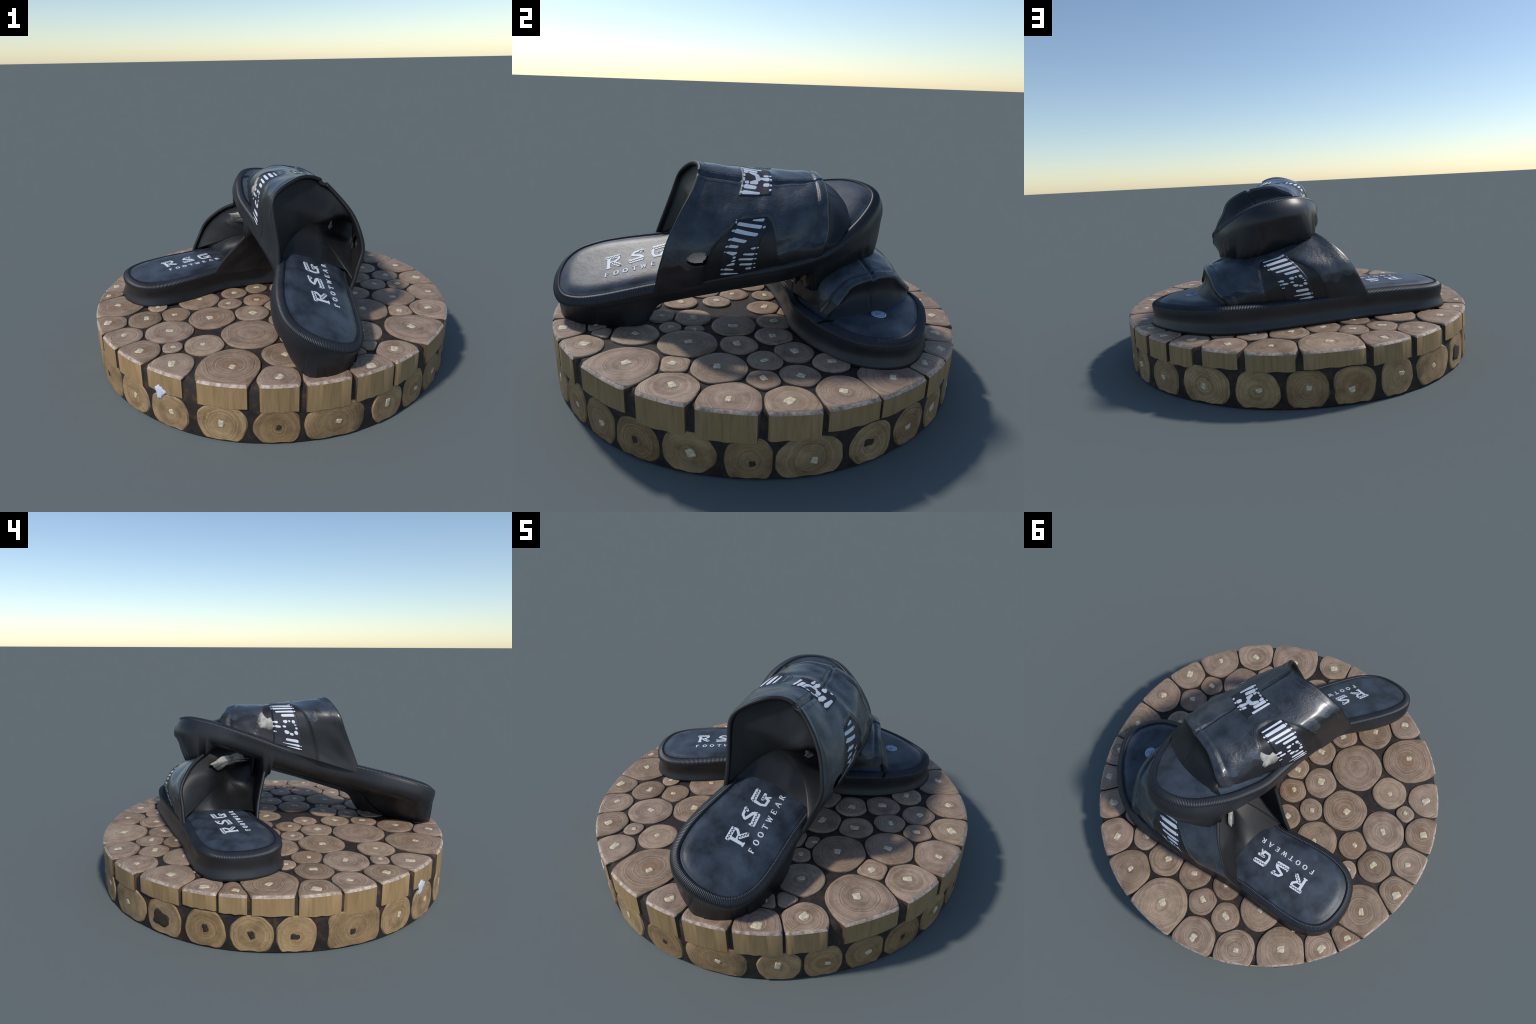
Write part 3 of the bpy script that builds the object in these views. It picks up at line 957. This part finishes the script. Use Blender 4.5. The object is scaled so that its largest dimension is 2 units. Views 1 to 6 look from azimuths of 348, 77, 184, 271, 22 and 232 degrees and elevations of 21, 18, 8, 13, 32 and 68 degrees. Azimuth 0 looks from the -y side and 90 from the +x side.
    def build_lettering(self, big_at, small_at, angle):
        """Three tall letters with zigzag cuts and a row of small serif capitals, read from heel to toe."""
        v, f, zv, zf = [], [], [], []
        for ch, (x, l) in zip('RSG', big_at):
            fn = self.lay_on_bed((x, l), angle)
            H, Wd = 0.084, 0.074
            for a in BIG_LETTERS[ch]:
                (x0, y0, x1, y1, w0, w1) = a
                self.ribbon(fn, ((x0 - .5) * Wd, (y0 - .5) * H), ((x1 - .5) * Wd, (y1 - .5) * H), 1.38 * w0 * H, 1.38 * w1 * H, 0.0010, v, f, 3, True, 0.0014)
            for zz in BIG_ZIGZAG[ch]:
                x0, y0, x1, y1, n = zz
                pts = []
                for k in range(2 * n + 1):
                    g = k / (2 * n)
                    q = np.array(((x0 + (x1 - x0) * g - .5) * Wd, (y0 + (y1 - y0) * g - .5) * H))
                    d = np.array(((x1 - x0) * Wd, (y1 - y0) * H)); d /= np.linalg.norm(d)
                    pts.append(q + np.array((-d[1], d[0])) * (0.0040 if k % 2 else -0.0040))
                for p, q in zip(pts[:-1], pts[1:]):
                    self.ribbon(fn, p, q, 0.0016, 0.0016, 0.0018, zv, zf, 2, True, 0.0008)
        for i, ch in enumerate('FOOTWEAR'):
            g = i / 7
            x = small_at[0][0] * (1 - g) + small_at[1][0] * g
            l = small_at[0][1] * (1 - g) + small_at[1][1] * g
            fn = self.lay_on_bed((x, l), angle)
            H = 0.0255
            for x0, y0, x1, y1, w in SMALL_LETTERS[ch]:
                self.ribbon(fn, ((x0 - .5) * H, (y0 - .5) * H), ((x1 - .5) * H, (y1 - .5) * H), 1.15 * w * H, 1.15 * w * H, 0.0012, v, f, 2, False, 0.0016)
        self.put('white_lettering', v, f, M_PRINT, smooth=False)
        self.put('zigzag_cut', zv, zf, M_INSOLE)

    def build_size_label(self, x, l, angle):
        fn = self.lay_on_bed((x, l), angle)
        n, verts = 40, []
        for r, z in ((0.0, 0.0012), (0.030, 0.0012), (0.0325, 0.0004), (0.0325, -0.002)):
            for k in range(n):
                a = 2 * math.pi * k / n
                verts.append(fn(np.array((r * math.cos(a), r * math.sin(a))), z))
        lab = self.put('size_label', verts, grid_faces(4, n, wrap=True), M_LABEL)
        v, f = [], []
        for k in range(n):
            a, b = 2 * math.pi * k / n, 2 * math.pi * (k + 1) / n
            self.ribbon(fn, (0.0255 * math.cos(a), 0.0255 * math.sin(a)), (0.0255 * math.cos(b), 0.0255 * math.sin(b)), 0.0009, 0.0009, 0.0018, v, f, 1, False, 0.0008)
        for cx, arcs in ((-0.0085, ((0.0055, 200, -90 - 0), (-0.0055, 90, -200 + 40))), (0.0085, ((0.0055, 0, 360), (-0.0055, 0, 360)))):
            for cy, a0, a1 in arcs:
                st = 12
                for k in range(st):
                    p = math.radians(a0 + (a1 - a0) * k / st); q = math.radians(a0 + (a1 - a0) * (k + 1) / st)
                    self.ribbon(fn, (cx + 0.0055 * math.cos(p), cy + 0.0058 * math.sin(p)), (cx + 0.0055 * math.cos(q), cy + 0.0058 * math.sin(q)), 0.0011, 0.0011, 0.0018, v, f, 1, False, 0.0008)
        self.put('size_number', v, f, M_INK, parent=lab)

# pattern marks: start (along, across), end (along, across), half widths at both ends, all as shares of the band
MOTIF_BARS = [(.02, .55, .03, .88, .015, .04), (.02, .965, .02, .985, .03, .03), (.045, .12, .115, .86, .04, .045), (.03, .02, .03, .03, .03, .03), (.12, .965, .125, .985, .045, .045),
              (.125, .12, .215, .80, .05, .05), (.12, .025, .125, .04, .045, .045), (.235, .12, .30, .52, .05, .05), (.235, .02, .24, .04, .05, .05),
              (.345, .12, .375, .34, .05, .045), (.345, .02, .35, .035, .05, .045), (.45, .10, .50, .33, .03, .07), (.44, .02, .44, .03, .035, .03),
              (.58, .34, .58, .35, .05, .05), (.655, .34, .66, .35, .05, .045), (.73, .34, .74, .18, .06, .03), (.71, .03, .71, .03, .035, .035),
              (.82, .12, .86, .34, .045, .03), (.81, .025, .815, .035, .045, .04), (.92, .10, .965, .48, .045, .015), (.91, .02, .915, .035, .045, .04),
              (.45, .80, .455, .88, .03, .045), (.455, .97, .455, .985, .04, .04), (.545, .62, .58, .88, .035, .05), (.585, .97, .585, .985, .045, .045),
              (.645, .52, .695, .88, .04, .05), (.70, .97, .70, .985, .045, .045), (.77, .56, .81, .86, .04, .05), (.81, .96, .81, .97, .04, .04), (.89, .74, .90, .84, .04, .045), (.90, .96, .91, .97, .04, .02)]
MOTIF_RING = [(.005, .08, .015, .90, .03, .02), (.07, .12, .085, .88, .05, .045), (.065, .03, .065, .04, .04, .04), (.085, .96, .085, .98, .04, .04),
              (.155, .12, .175, .88, .05, .05), (.15, .03, .15, .04, .045, .045), (.175, .965, .175, .98, .04, .04), (.245, .12, .265, .80, .05, .04), (.24, .03, .24, .04, .045, .045),
              (.33, .14, .345, .58, .06, .055),
              (.455, .18, .455, .19, .07, .07), (.45, .34, .45, .35, .04, .04), (.45, .46, .47, .53, .045, .065), (.51, .14, .515, .14, .03, .03), (.555, .57, .565, .57, .05, .05),
              (.56, .12, .575, .12, .03, .03), (.64, .54, .66, .48, .05, .07), (.64, .14, .64, .17, .065, .065), (.675, .36, .675, .30, .045, .045), (.66, .24, .66, .24, .035, .035),
              (.78, .16, .79, .52, .06, .05), (.87, .12, .89, .66, .055, .01), (.87, .03, .87, .035, .035, .035), (.95, .10, .965, .50, .045, .01), (.95, .03, .95, .035, .04, .04),
              (.49, .84, .49, .90, .05, .05), (.49, .965, .49, .98, .04, .04), (.575, .74, .575, .88, .04, .05), (.58, .965, .58, .98, .045, .045), (.675, .90, .675, .91, .03, .03), (.675, .96, .675, .97, .04, .04)]
MOTIF_PATCH = [(.04, .08, .06, .72, .025, .03), (.16, .12, .18, .52, .045, .045), (.15, .03, .15, .04, .03, .03), (.27, .10, .26, .20, .045, .03), (.27, .28, .31, .46, .035, .06), (.33, .50, .50, .54, .055, .06),
               (.58, .48, .61, .30, .07, .04), (.60, .20, .60, .12, .045, .03), (.36, .07, .42, .07, .03, .035), (.49, .06, .56, .07, .035, .03), (.72, .14, .76, .46, .06, .05), (.72, .03, .72, .05, .045, .045),
               (.90, .12, .94, .62, .055, .03), (.90, .03, .90, .05, .045, .045), (.34, .76, .355, .88, .035, .035), (.36, .95, .36, .98, .035, .035), (.44, .62, .475, .88, .035, .055), (.49, .96, .49, .98, .045, .045),
               (.66, .76, .665, .88, .055, .055), (.68, .965, .68, .98, .045, .045), (.84, .95, .845, .97, .05, .05)]
# strokes x0,y0,x1,y1 (letter box 0..1) and half widths
BIG_LETTERS = {
    'R': [(.04, .86, .84, .88, .085, .085), (.84, .86, .86, .66, .06, .05), (.86, .66, .62, .48, .05, .05), (.62, .48, .22, .46, .045, .045), (.20, .80, .20, .06, .07, .06), (.08, .03, .34, .03, .03, .03), (.50, .40, .90, .12, .085, .085), (.84, .04, 1.0, .10, .03, .03)],
    'S': [(.90, .92, .78, .74, .07, .05), (.80, .90, .40, .86, .05, .05), (.40, .86, .22, .66, .05, .05), (.22, .66, .82, .44, .05, .06), (.10, .16, .90, .22, .10, .11), (.86, .40, .92, .26, .06, .06), (.06, .10, .06, .34, .035, .03)],
    'G': [(.16, .82, .92, .86, .11, .10), (.12, .80, .08, .36, .07, .05), (.08, .36, .20, .12, .05, .05), (.20, .12, .66, .10, .05, .05), (.62, .12, .72, .34, .05, .06), (.46, .40, .92, .42, .06, .06), (.66, .34, .88, .06, .05, .03)]}
BIG_ZIGZAG = {'R': [(.0, .86, .95, .88, 5), (.42, .46, 1.0, .06, 4)], 'S': [(.0, .17, 1.0, .23, 5), (.68, .86, .98, .84, 2)], 'G': [(.02, .80, 1.02, .86, 5), (.44, .40, .80, .41, 2)]}
SMALL_LETTERS = {
    'F': [(.28, 0, .28, 1, .10), (.28, .94, .80, .94, .06), (.28, .52, .62, .52, .05), (.12, .03, .46, .03, .035), (.78, .98, .78, .74, .035)],
    'O': [(.5 + .40 * math.cos(a) , .5 + .46 * math.sin(a), .5 + .40 * math.cos(a + .45), .5 + .46 * math.sin(a + .45), .06 + .05 * abs(math.cos(a + .22))) for a in np.arange(14) * .4488],
    'T': [(.5, 0, .5, 1, .10), (.08, .94, .92, .94, .05), (.08, .98, .08, .72, .03), (.92, .98, .92, .72, .03), (.3, .03, .7, .03, .035)],
    'W': [(.0, 1, .26, 0, .09), (.26, 0, .5, .9, .05), (.5, .9, .74, 0, .09), (.74, 0, 1.0, 1, .05), (-.08, .97, .16, .97, .035), (.86, .97, 1.1, .97, .035)],
    'E': [(.26, 0, .26, 1, .10), (.26, .94, .82, .94, .05), (.26, .5, .66, .5, .05), (.26, .05, .84, .05, .05), (.82, .98, .82, .76, .03), (.84, 0, .84, .24, .03), (.66, .36, .66, .64, .03)],
    'A': [(.08, 0, .48, 1, .05), (.50, 1, .90, 0, .10), (.24, .34, .72, .34, .04), (-.04, .03, .22, .03, .03), (.74, .03, 1.06, .03, .03)],
    'R': [(.24, 0, .24, 1, .10), (.24, .95, .62, .95, .05), (.62, .95, .76, .76, .07), (.76, .76, .62, .54, .07), (.62, .54, .24, .52, .04), (.46, .52, .86, .02, .09), (.10, .03, .40, .03, .035), (.78, .03, 1.0, .03, .03)]}

TOE_FOOT = [(1.225, 0.335, -0.01), (1.255, 0.310, 0.004), (1.30, 0.25, 0.008), (1.335, 0.18, 0.008), (1.36, 0.09, 0.008),
            (1.372, 0.0, 0.008), (1.378, -0.08, 0.008), (1.378, -0.15, 0.008), (1.37, -0.20, 0.005), (1.355, -0.24, -0.01)]

LABEL_TURN = math.radians(-109.5)

def build_sandals():
    low = SandalBuilder('slide_sandal', (-0.835, 0.165, 0.41), (0.745, 0.42, 0.41), 0, False, 0.0,
                        'glossy black open-toe slide sandal lying flat, white print',
                        lambda x: 0.05 * np.clip((x - 0.5) / 0.95, 0, 1) - 0.010 * np.clip((0.5 - x) / 0.3, 0, 1))
    low.build_sole()
    low.build_strap()
    low.torn_patch([(0.074, 0.257), (-0.021, 0.291), (-0.125, 0.305), (-0.176, 0.283), (-0.203, 0.249), (-0.08, 0.240), (0.024, 0.215)], 0.022)
    low.build_panels(MOTIF_RING)
    low.build_stitching()
    low.build_lettering(((0.274, 0.010), (0.388, 0.026), (0.500, 0.042)), ((0.263, -0.084), (0.560, -0.029)), math.radians(9.5))
    low.build_size_label(1.392, 0.059, LABEL_TURN)
    up = SandalBuilder('slide_sandal', (0.09, -0.985, 0.44), (0.14, 0.555, 0.875), 17.5, True, 0.02,
                       'glossy black slide sandal leaning on its mate, white print',
                       lambda x: 0.034 * np.minimum(x - 0.75, 0) + 0.020 * np.maximum(x - 0.75, 0))
    up.build_sole(low)
    up.build_strap(hole=(0.692, 0.27, 0.112, 0.047, 0.033))
    up.torn_patch([(0.10, 0.19), (0.145, 0.134), (0.138, 0.113), (0.105, 0.143)])
    up.build_panels(MOTIF_BARS)
    up.build_scrap()
    up.build_stitching()
    up.build_lettering(((0.300, 0.021), (0.410, 0.010), (0.520, 0.0)), ((0.266, -0.058), (0.570, -0.083)), math.radians(-5.0))
    return low, up

build_stand()
LOW, UP = build_sandals()
